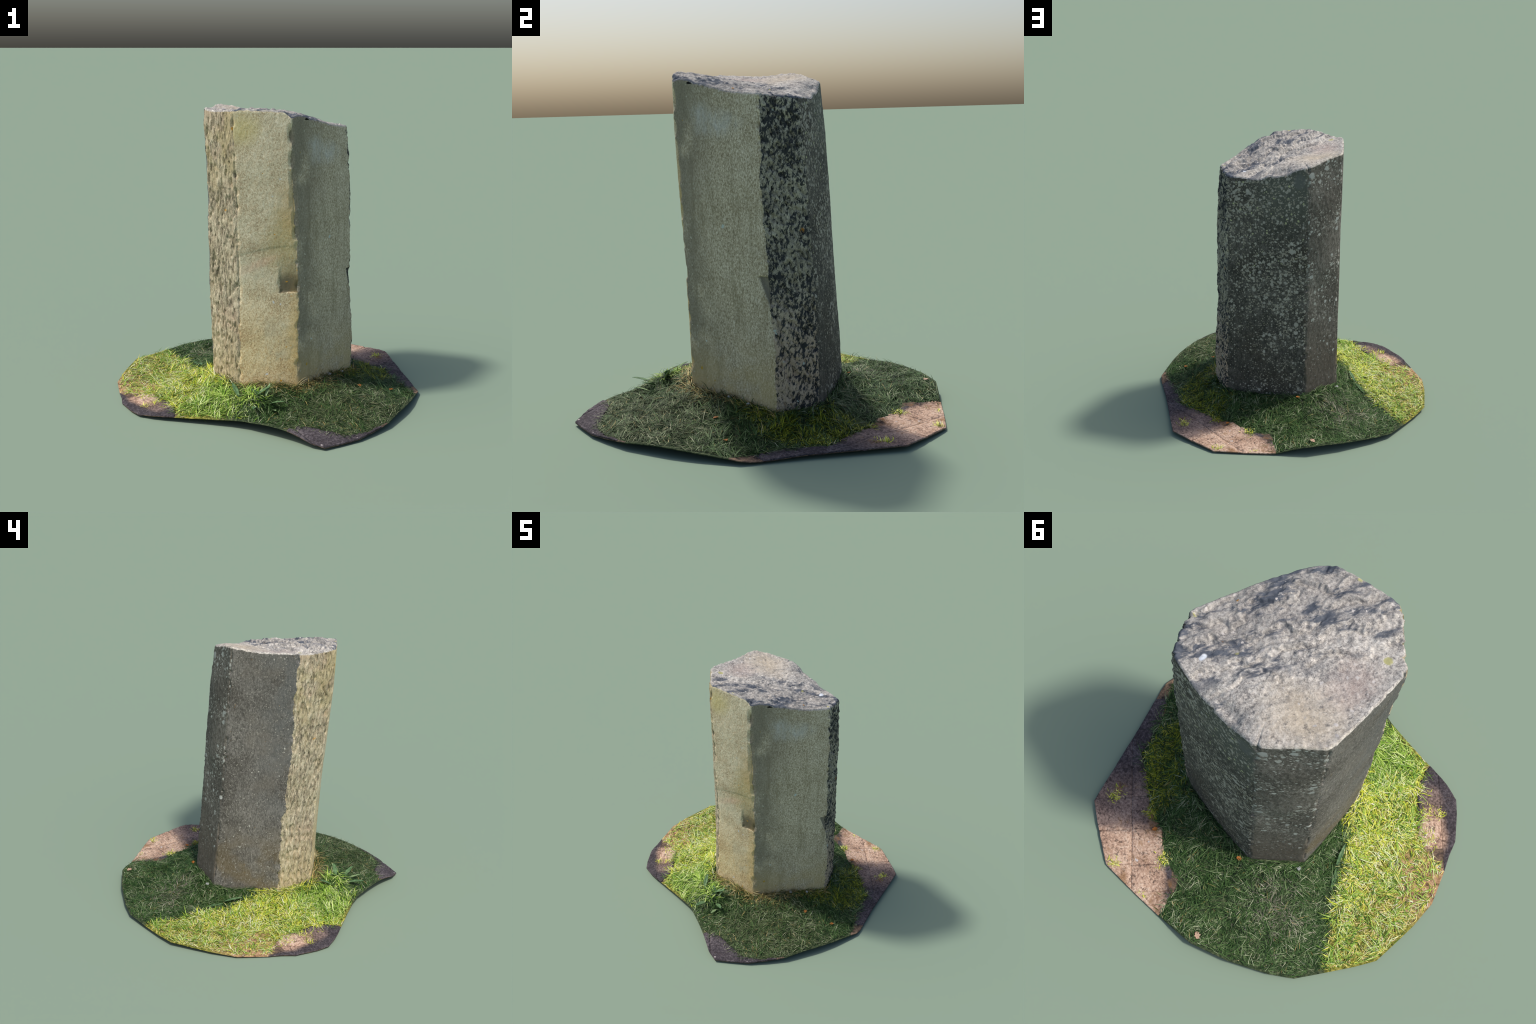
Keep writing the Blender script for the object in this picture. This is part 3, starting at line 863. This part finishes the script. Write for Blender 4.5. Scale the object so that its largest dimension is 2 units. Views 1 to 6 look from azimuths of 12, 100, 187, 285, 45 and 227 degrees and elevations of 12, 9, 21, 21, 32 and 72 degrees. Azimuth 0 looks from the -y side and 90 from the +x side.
def build_pavers(parent):
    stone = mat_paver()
    outline = [tuple(p[:2]) for p in OUT]
    # (zone, direction of the courses, rows as v limits, joints as u values, material by u)
    u_e, v_e = np.array([-0.755, 0.656]), np.array([0.656, 0.755])
    u_w, v_w = np.array([-0.74, 0.673]), np.array([0.673, 0.74])
    cells = []
    for v0, v1, js in ((0.64, 0.865, [-0.64, -0.45, -0.222, -0.047, 0.137, 0.347, 0.50, 0.70]), (0.865, 1.09, [-0.64, -0.43, -0.215, -0.04, 0.145, 0.34, 0.49, 0.70])):
        for a, b in zip(js[:-1], js[1:]):
            m = stone
            cells.append(("east", u_e, v_e, a, b, v0, v1, m))
    for v0, v1, js in ((-0.879, -0.66, [-0.25, -0.05, 0.117, 0.30]), (-1.1, -0.879, [-0.20, 0.006, 0.256, 0.45])):
        for a, b in zip(js[:-1], js[1:]):
            m = stone
            cells.append(("west", u_w, v_w, a, b, v0, v1, m))
    # the southern stones: one course along the torn edge
    for a, b in ((-0.25, 0.02), (0.02, 0.23), (0.23, 0.50)):
        cells.append(("south", np.array([0.62, 0.785]), np.array([0.785, -0.62]), a - 0.50, b - 0.50, 0.70, 1.15, stone))
    gap = 0.0004
    for ci, (zone, u, v, a, b, v0, v1, m) in enumerate(cells):
        poly = list(outline)
        for p, nrm in ((u * (a + gap), -u), (u * (b - gap), u), (v * (v0 + gap), -v), (v * (v1 - gap), v)):
            if len(poly) >= 3:
                poly = clip_halfplane(poly, p, nrm)
        if len(poly) < 3:
            continue
        bm = bmesh.new()
        try:
            f = bm.faces.new([bm.verts.new((*p, 0)) for p in poly])
        except ValueError:
            bm.free()
            continue
        bmesh.ops.triangulate(bm, faces=bm.faces[:])
        for axis, lim in ((u, (a, b)), (v, (v0, v1))):
            step = 0.009
            for k in np.arange(lim[0] + step, lim[1], step):
                bmesh.ops.bisect_plane(bm, geom=bm.verts[:] + bm.edges[:] + bm.faces[:], plane_co=(*(axis * k), 0), plane_no=(*axis, 0))
        bmesh.ops.remove_doubles(bm, verts=bm.verts[:], dist=0.0006)
        cen = np.array([f.calc_center_median()[:2] for f in bm.faces]).reshape(-1, 2)
        keep = in_poly(cen[:, 0], cen[:, 1], PAVED[zone])
        bmesh.ops.delete(bm, geom=[f for f, k in zip(bm.faces[:], keep) if not k], context="FACES")
        if len(bm.faces) < 12:
            bm.free()
            continue
        co = np.array([vt.co[:2] for vt in bm.verts])
        ed = np.minimum(np.minimum(co @ u - a, b - co @ u), np.minimum(co @ v - v0, v1 - co @ v))
        q = np.c_[co, np.full(len(co), ci * 1.7)]
        worn = smooth(0.0, 0.028, ed + 0.022 * gnoise(q * np.array([26, 26, 1])))
        h = turf_height(co[:, 0], co[:, 1]) + 0.0035 * worn + 0.0045 * ridged(q * 60, 3) * worn + 0.0008
        for vt, z in zip(bm.verts, h):
            vt.co.z = z
        bm.normal_update()
        up = sum(f.normal.z for f in bm.faces)
        if up < 0:
            bmesh.ops.reverse_faces(bm, faces=bm.faces[:])
        rim = [e for e in bm.edges if e.is_boundary]
        ext = bmesh.ops.extrude_edge_only(bm, edges=rim)
        for el in ext["geom"]:
            if isinstance(el, bmesh.types.BMVert):
                el.co.z = max(el.co.z - 0.007, 0.001)
        for fc in bm.faces:
            fc.smooth = True
        me = bpy.data.meshes.new("paving_stone")
        bm.to_mesh(me)
        bm.free()
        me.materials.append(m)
        add("paving_stone", me, parent)


# ------------------------------------------------------------------ grass
def mat_grass(name, stops, rough=0.6):
    n = Nodes(name)
    geo = n.node("ShaderNodeNewGeometry")
    r = geo.outputs["Random Per Island"]
    patch = n.noise(7, 3)
    f = n.math("MULTIPLY_ADD", n.math("SUBTRACT", patch, 0.5), 0.7, r, clamp=True)
    col = n.ramp(f, stops)
    n.link(col, n.bsdf.inputs["Base Color"])
    n.bsdf.inputs["Roughness"].default_value = rough
    n.bsdf.inputs["Specular IOR Level"].default_value = 0.25
    tr = n.node("ShaderNodeBsdfTranslucent")
    n.link(col, tr.inputs["Color"])
    mx = n.node("ShaderNodeMixShader")
    mx.inputs[0].default_value = 0.06
    n.link(n.bsdf.outputs[0], mx.inputs[1])
    n.link(tr.outputs[0], mx.inputs[2])
    n.link(mx.outputs[0], n.out.inputs[0])
    return n.mat


def blades(x, y, z, az, length, width, lift, droop):
    """curved tapering blades with a keeled (three-sided) section; returns verts, tri faces"""
    n = len(x)
    seg = 3
    t = np.array([0, 0.35, 0.7])
    dirx, diry = np.cos(az), np.sin(az)
    V = np.zeros((n, seg * 3 + 1, 3))
    ang = lift[:, None] - droop[:, None] * np.array([0.15, 0.5, 0.85])[None]
    px, pz = np.zeros(n), np.zeros(n)
    bend = RNG.normal(0, 0.25, n)
    for k in range(seg + 1):
        if k:
            step = length / seg
            a = lift - droop * (k - 0.5) / seg
            px = px + step * np.cos(a)
            pz = pz + step * np.sin(a)
        side = bend * px * px / np.maximum(length, 1e-4)
        cx = x + dirx * px - diry * side
        cy = y + diry * px + dirx * side
        cz = z + pz
        if k == seg:
            V[:, 9] = np.c_[cx, cy, cz]
        else:
            w = width * (0.8, 1.0, 0.7)[k] * 0.5
            V[:, k * 3 + 0] = np.c_[cx - diry * w, cy + dirx * w, cz]
            V[:, k * 3 + 1] = np.c_[cx + diry * w, cy - dirx * w, cz]
            V[:, k * 3 + 2] = np.c_[cx, cy, cz - 0.55 * w]
    q = []
    for k in range(seg - 1):
        for j in range(3):
            a, b = k * 3 + j, k * 3 + (j + 1) % 3
            q += [(a, b, b + 3), (a, b + 3, a + 3)]
    for j in range(3):
        q.append((6 + j, 6 + (j + 1) % 3, 9))
    q = np.array(q)
    F = (np.arange(n) * 10)[:, None, None] + q[None]
    return V.reshape(-1, 3), F.reshape(-1, 3)


def scatter(n):
    th = RNG.uniform(-math.pi, math.pi, n * 2)
    R = rim_radius(th)
    r = np.sqrt(RNG.uniform(0, 1, n * 2))
    ok = RNG.uniform(0, 1, n * 2) < (R / 1.05) ** 2
    th, r, R = th[ok], r[ok], R[ok]
    x, y = r * R * np.cos(th), r * R * np.sin(th)
    ok = ~in_poly(x, y, COLUMN_POLY)
    return x[ok][:n], y[ok][:n]


def grow(name, mat, x, y, length, width, lift, droop, parent, flow=0.5, sink=0.004):
    n = len(x)
    fl = 6.28 * fbm(np.c_[x * 3.5, y * 3.5, np.full(n, 2.2)], 2) * 1.5
    az = np.where(RNG.uniform(0, 1, n) < flow, fl + RNG.normal(0, 0.6, n), RNG.uniform(0, 2 * math.pi, n))
    for cx, cy, rad, dep in HOLLOWS:
        pass
    L = length * RNG.uniform(0.55, 1.35, n)
    W = width * RNG.uniform(0.6, 1.3, n)
    li = lift + RNG.normal(0, 0.22, n)
    li = np.clip(li, 0.05, 1.35)
    dr = droop * RNG.uniform(0.6, 1.4, n)
    z = turf_height(x, y) - sink
    # keep tips inside the torn edge and out of the stone
    tx, ty = x + np.cos(az) * L * 1.02, y + np.sin(az) * L * 1.02
    ok = np.hypot(tx, ty) < rim_radius(np.arctan2(ty, tx)) - 0.004
    ok &= ~in_poly(tx, ty, COLUMN_POLY)
    hol = np.zeros(n, bool)
    for cx, cy, rad, dep in HOLLOWS[:4]:
        hol |= (x - cx) ** 2 + (y - cy) ** 2 < (rad * 0.6) ** 2
    ok &= ~hol
    x, y, z, az, L, W, li, dr = (a[ok] for a in (x, y, z, az, L, W, li, dr))
    gz = turf_height(x + np.cos(az) * L * 0.85, y + np.sin(az) * L * 0.85)
    li = li + np.arctan2(gz - z - sink, L * 0.85)
    V, F = blades(x, y, z, az, L, W, li, dr)
    over = np.hypot(V[:, 0], V[:, 1]) - rim_radius(np.arctan2(V[:, 1], V[:, 0])) > 0.001
    good = ~over.reshape(-1, 10).any(1)
    V = V.reshape(-1, 10, 3)[good].reshape(-1, 3)
    F = F[: 15 * good.sum()]
    V[:, 2] = np.maximum(V[:, 2], 0.002)
    fn = np.cross(V[F[:, 1]] - V[F[:, 0]], V[F[:, 2]] - V[F[:, 0]])
    vn = np.zeros_like(V)
    for c in range(3):
        for j in range(3):
            vn[:, j] += np.bincount(F[:, c], fn[:, j], len(V))
    vn /= np.maximum(np.linalg.norm(vn, axis=1), 1e-12)[:, None]
    vn = 0.55 * vn + np.array([0, 0, 0.8])  # a sward scatters light as one soft surface
    vn /= np.linalg.norm(vn, axis=1)[:, None]
    me = mesh_from(name, V, F, vn, [mat])
    return add(name, me, parent, kind="stuff")


def build_grass(parent):
    sun = mat_grass("grass_brightened_for_sun", [(0.0, srgb(96, 112, 26)), (0.12, srgb(186, 206, 44)), (0.40, srgb(238, 244, 84)), (0.75, srgb(248, 244, 140)), (1.0, srgb(252, 250, 224))])  # ramp brightened with baked sun; dark and olive ramps darkened by tree shadow
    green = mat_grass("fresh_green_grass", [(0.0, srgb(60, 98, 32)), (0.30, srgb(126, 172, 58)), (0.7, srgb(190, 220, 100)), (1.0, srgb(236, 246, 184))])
    dark = mat_grass("grass_darkened_for_shadow", [(0.0, srgb(26, 46, 20)), (0.35, srgb(50, 82, 38)), (0.7, srgb(82, 116, 60)), (0.92, srgb(122, 144, 98)), (1.0, srgb(180, 188, 152))])
    olive = mat_grass("tree_shade_tinted_grass", [(0.0, srgb(46, 58, 34)), (0.4, srgb(76, 92, 56)), (0.8, srgb(114, 126, 86)), (1.0, srgb(176, 180, 146))])
    moss = mat_grass("yellow_moss_tuft", [(0.0, srgb(54, 70, 20)), (0.4, srgb(118, 132, 28)), (0.75, srgb(166, 172, 44)), (1.0, srgb(192, 190, 90))])
    straw = mat_grass("straw_grass", [(0.0, srgb(112, 96, 54)), (0.4, srgb(170, 150, 90)), (0.8, srgb(204, 184, 120)), (1.0, srgb(222, 208, 160))])
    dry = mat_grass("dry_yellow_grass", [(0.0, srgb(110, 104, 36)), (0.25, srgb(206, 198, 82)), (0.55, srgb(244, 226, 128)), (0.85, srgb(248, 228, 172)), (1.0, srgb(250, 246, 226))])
    withered = mat_grass("withered_grass", [(0.0, srgb(84, 84, 70)), (0.5, srgb(128, 126, 108)), (1.0, srgb(184, 180, 160))])
    x, y = scatter(128000)
    n = len(x)
    pv = paved(x, y)
    w = painted_sun(x, y)
    u, u2, u3 = RNG.uniform(0, 1, (3, n))
    zero = np.full(n, 5.0)
    clump = fbm(np.c_[x * 13, y * 13, zero], 3)
    tuft = fbm(np.c_[x * 30, y * 30, zero + 3], 2)
    bare = np.exp(-(((x + 0.89) / 0.15) ** 2 + ((y + 0.22) / 0.20) ** 2)) + 0.7 * np.exp(-(((x + 0.62) / 0.05) ** 2 + ((y + 0.22) / 0.05) ** 2)) * (1 + tuft)
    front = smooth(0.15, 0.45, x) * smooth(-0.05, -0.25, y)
    mossz = in_poly(x, y, [(0.40, -0.14), (0.70, 0.02), (0.80, 0.22), (0.74, 0.42), (0.60, 0.50), (0.46, 0.62), (0.36, 0.44), (0.56, 0.14)])
    cd = column_distance(x, y)
    keep = ~pv & (u3 > bare * (0.85 - 0.9 * tuft)) & (RNG.uniform(0, 1, n) < 0.16 + 0.9 * smooth(-0.32, 0.18, tuft + 0.6 * clump))
    s_straw = np.clip(smooth(0.13, 0.02, cd) * smooth(0.0, -0.3, y) * 0.75 * smooth(-0.35, 0.1, x) + 0.02, 0, 1)
    grey = 0.45 * np.exp(-((x + 0.47) ** 2 + (y - 0.50) ** 2) / 0.02) + 0.35 * np.exp(-((x + 0.33) ** 2 + (y - 0.40) ** 2) / 0.01)
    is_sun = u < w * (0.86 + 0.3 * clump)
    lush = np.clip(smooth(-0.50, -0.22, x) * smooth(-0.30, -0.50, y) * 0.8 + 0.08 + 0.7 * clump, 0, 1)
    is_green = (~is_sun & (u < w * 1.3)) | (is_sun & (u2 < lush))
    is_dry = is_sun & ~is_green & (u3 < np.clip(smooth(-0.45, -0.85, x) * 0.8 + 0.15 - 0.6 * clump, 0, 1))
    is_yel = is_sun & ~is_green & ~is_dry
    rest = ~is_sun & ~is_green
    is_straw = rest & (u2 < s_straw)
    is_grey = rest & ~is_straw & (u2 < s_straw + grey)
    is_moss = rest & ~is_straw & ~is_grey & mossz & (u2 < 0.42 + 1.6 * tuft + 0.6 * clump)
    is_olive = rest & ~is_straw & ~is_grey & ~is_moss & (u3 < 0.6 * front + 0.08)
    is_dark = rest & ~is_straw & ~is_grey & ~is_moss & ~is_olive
    k = 1 + 0.9 * clump
    near = 1 + 0.35 * smooth(0.22, 0.03, cd)
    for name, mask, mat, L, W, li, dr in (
        ("sun_tinted_grass", is_yel, sun, 0.050, 0.0040, 0.34, 0.6), ("dry_grass", is_dry, dry, 0.040, 0.0036, 0.30, 0.5), ("green_grass", is_green, green, 0.068, 0.0042, 0.42, 0.8),
        ("shadow_tinted_grass", is_dark, dark, 0.058, 0.0033, 0.40, 0.7), ("tree_shade_tinted_grass", is_olive, olive, 0.056, 0.0028, 0.30, 0.5),
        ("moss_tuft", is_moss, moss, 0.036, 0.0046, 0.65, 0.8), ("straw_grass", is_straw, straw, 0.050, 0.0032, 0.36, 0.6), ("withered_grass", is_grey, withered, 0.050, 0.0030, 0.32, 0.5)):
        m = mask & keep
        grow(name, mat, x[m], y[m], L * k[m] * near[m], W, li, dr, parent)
    # rank clumps: by the dock on the south side, and beside the moss
    for cx, cy, rad, cnt, mat in ((0.03, -0.60, 0.055, 260, green), (0.09, -0.62, 0.04, 160, dark), (-0.16, -0.56, 0.06, 220, green), (-0.30, -0.62, 0.05, 180, green), (0.46, 0.60, 0.03, 120, moss), (0.60, 0.44, 0.04, 150, moss), (0.70, 0.20, 0.04, 120, moss)):
        bx, by = RNG.normal(cx, rad * 0.5, cnt), RNG.normal(cy, rad * 0.5, cnt)
        grow("rank_clump", mat, bx, by, 0.085 if mat is not moss else 0.036, 0.0056, 0.75, 1.0, parent, flow=0.0)
    # small tufts rooted in the joints of the paving
    tx, ty = [], []
    for cx, cy, rad, cnt in ((0.675, 0.681, 0.032, 90), (0.385, 0.955, 0.028, 60), (0.205, 0.735, 0.028, 70), (0.14, 0.955, 0.015, 25), (0.72, 0.40, 0.03, 40), (-0.60, -0.53, 0.03, 60), (-0.66, -0.58, 0.03, 40),
                             (-0.72, -0.42, 0.05, 90), (-0.50, -0.60, 0.03, 50)):
        tx += list(RNG.normal(cx, rad * 0.6, cnt))
        ty += list(RNG.normal(cy, rad * 0.6, cnt))
    tx, ty = np.array(tx), np.array(ty)
    ok = np.hypot(tx, ty) < rim_radius(np.arctan2(ty, tx)) - 0.004
    grow("joint_tuft", sun, tx[ok], ty[ok], 0.034, 0.0040, 0.9, 0.7, parent, flow=0.0)
    # taller blades leaning on the foot of the stone
    m = 6000
    i = RNG.integers(0, 7, m)
    f = RNG.uniform(0, 1, m)
    P = np.array(COLUMN_POLY)
    a, b = P[i], P[(i + 1) % 7]
    e = b - a
    nrm = np.c_[e[:, 1], -e[:, 0]] / np.linalg.norm(e, axis=1)[:, None]
    p = a + e * f[:, None] + nrm * RNG.uniform(0.004, 0.045, m)[:, None]
    w = painted_sun(p[:, 0], p[:, 1])
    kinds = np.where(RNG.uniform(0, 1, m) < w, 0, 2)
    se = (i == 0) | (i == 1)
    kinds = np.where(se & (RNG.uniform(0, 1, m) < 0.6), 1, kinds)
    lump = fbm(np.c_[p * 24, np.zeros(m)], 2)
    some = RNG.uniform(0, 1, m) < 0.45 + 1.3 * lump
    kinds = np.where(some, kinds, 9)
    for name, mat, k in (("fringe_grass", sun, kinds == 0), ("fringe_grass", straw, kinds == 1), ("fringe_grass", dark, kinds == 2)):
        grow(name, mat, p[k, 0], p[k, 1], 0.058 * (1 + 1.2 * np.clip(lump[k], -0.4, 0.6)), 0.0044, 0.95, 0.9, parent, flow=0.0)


def leaf_mesh(name, L, W, lobes, mat, thick=0.0016, curl=0.15):
    """a leaf with a folded midrib and a wavy rim, modelled with thickness"""
    nl, nw = 14, 6
    V = []
    for sgn in (1, -1):
        for i in range(nl + 1):
            t = i / nl
            w = W * (math.sin(math.pi * min(1, t * 0.96 + 0.03)) ** 0.7) * (1 + lobes * math.sin(t * 17.0)) * 0.5
            for j in range(nw + 1):
                s = j / nw * 2 - 1
                V.append((t * L, s * w, sgn * thick / 2 + curl * L * (t - t * t) + 0.25 * abs(s) * w))
    m = (nl + 1) * (nw + 1)
    F = []
    for i in range(nl):
        for j in range(nw):
            a = i * (nw + 1) + j
            F.append((a, a + nw + 1, a + nw + 2, a + 1))
            F.append((m + a, m + a + 1, m + a + nw + 2, m + a + nw + 1))
    ring = [i * (nw + 1) for i in range(nl + 1)] + [nl * (nw + 1) + j for j in range(1, nw + 1)] + [i * (nw + 1) + nw for i in range(nl - 1, -1, -1)] + [j for j in range(nw - 1, 0, -1)]
    for a, b in zip(ring, ring[1:] + ring[:1]):
        F.append((a, m + a, m + b, b))
    me = bpy.data.meshes.new(name)
    me.from_pydata(V, [], F)
    me.update()
    me.polygons.foreach_set("use_smooth", np.ones(len(me.polygons), bool))
    me.materials.append(mat)
    return me


def mat_leaf(name, a, b):
    n = Nodes(name)
    f = n.noise(60, 3, 0.6)
    return n.finish(n.ramp(f, [(0.3, a), (0.7, b)]), 0.6, f, 0.2, 0.002)


def build_leaves(parent):
    weed = mat_leaf("blue_green_leaf", srgb(62, 96, 62), srgb(120, 152, 104))
    pale = mat_leaf("pale_green_leaf", srgb(108, 140, 96), srgb(160, 180, 130))
    brown = mat_leaf("autumn_leaf", srgb(130, 78, 32), srgb(176, 112, 52))
    pinkl = mat_leaf("dry_pink_leaf", srgb(176, 140, 116), srgb(206, 176, 150))

    def put(name, me, x, y, az, tilt, up=0.006):
        o = add(name, me, parent)
        z = float(turf_height(np.array([x]), np.array([y]))[0])
        o.location = (x, y, z + up)
        o.rotation_euler = (0, -tilt, az)
        return o

    long = leaf_mesh("weed_leaf", 0.13, 0.022, 0.12, weed, curl=0.08)
    put("weed_leaf", long, -0.438, -0.044, math.atan2(0.115, -0.05), -0.22, 0.022)
    put("weed_leaf", long, -0.495, 0.075, math.atan2(0.11, -0.07), -0.12, 0.016)
    spike = leaf_mesh("dock_leaf", 0.12, 0.030, 0.10, weed, curl=0.12)
    spikp = leaf_mesh("dock_leaf", 0.10, 0.020, 0.08, pale, curl=0.10)
    for k, (x, y, az, tilt) in enumerate(((0.10, -0.62, 2.6, 0.45), (0.10, -0.60, 1.2, 0.95), (0.13, -0.64, -0.4, 0.35), (0.04, -0.60, 0.4, 0.55),
                                          (0.16, -0.66, -1.2, 0.35), (-0.06, -0.60, 2.2, 0.5), (0.06, -0.68, -1.5, 0.25))):
        put("dock_leaf", spikp if k % 3 == 1 else spike, x, y, az, tilt, 0.004)
    small = leaf_mesh("fallen_leaf", 0.030, 0.022, 0.25, brown, curl=0.12)
    put("fallen_leaf", small, 0.814, -0.09, 0.7, 0.1, 0.012)
    put("fallen_leaf", small, 0.638, -0.185, 2.1, 0.15, 0.014)
    put("fallen_leaf", small, 0.36, 0.64, 1.1, 0.15, 0.012)
    put("fallen_leaf", small, -0.115, 0.43, 0.4, 0.2, 0.015)
    put("fallen_leaf", leaf_mesh("fallen_leaf", 0.04, 0.03, 0.3, pinkl, curl=0.1), -0.262, 0.885, -0.6, 0.05, 0.012)
    # pale chips of stone lying at the foot
    n = Nodes("pale_chip")
    f = n.noise(60, 3)
    chipm = n.finish(n.ramp(f, [(0.3, srgb(150, 150, 146)), (0.7, srgb(200, 204, 204))]), 0.9, f, 0.3, 0.003)
    for x, y, s in ((0.43, -0.14, 0.014), (0.50, -0.03, 0.010), (-0.36, 0.235, 0.012)):
        bm = bmesh.new()
        bmesh.ops.create_icosphere(bm, subdivisions=2, radius=s)
        rs = np.random.default_rng(int(1000 * s + 77))
        for vt in bm.verts:
            k = 1 + 0.35 * float(gnoise(np.array([vt.co[:]]) * 90 + s * 500)[0])
            vt.co = Vector((vt.co.x * k * 1.2, vt.co.y * k, vt.co.z * k * 0.7))
        me = bpy.data.meshes.new("stone_chip")
        bm.to_mesh(me)
        bm.free()
        me.materials.append(chipm)
        o = add("stone_chip", me, parent)
        o.location = (x, y, float(turf_height(np.array([x]), np.array([y]))[0]) + 0.012)


# ------------------------------------------------------------------ assemble
root = add("standing_stone", None)
root["label"] = "tall seven-sided basalt standing stone rising from grassy paved ground"
root["category"] = "standing stone"

column = add("stone_column", None, root)
V, F, REG, cap = build_column()
VN = vertex_normals(V, F)
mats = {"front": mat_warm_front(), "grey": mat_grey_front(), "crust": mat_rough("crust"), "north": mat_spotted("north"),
        "corner": mat_spotted("corner"), "west": mat_spotted("west"), "yellow": mat_rough("yellow")}
for i in range(8):
    f = F[REG == i]
    used, inv = np.unique(f, return_inverse=True)
    name = "broken_top" if i == 7 else ("rough_face" if i in (2, 6) else "smooth_face")
    mat = mat_top() if i == 7 else mats[SIDE_MATS[i]]
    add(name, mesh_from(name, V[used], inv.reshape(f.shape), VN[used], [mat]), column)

patch = add("ground_patch", None, root)
build_ground(patch)
build_pavers(patch)
build_grass(patch)
build_leaves(patch)
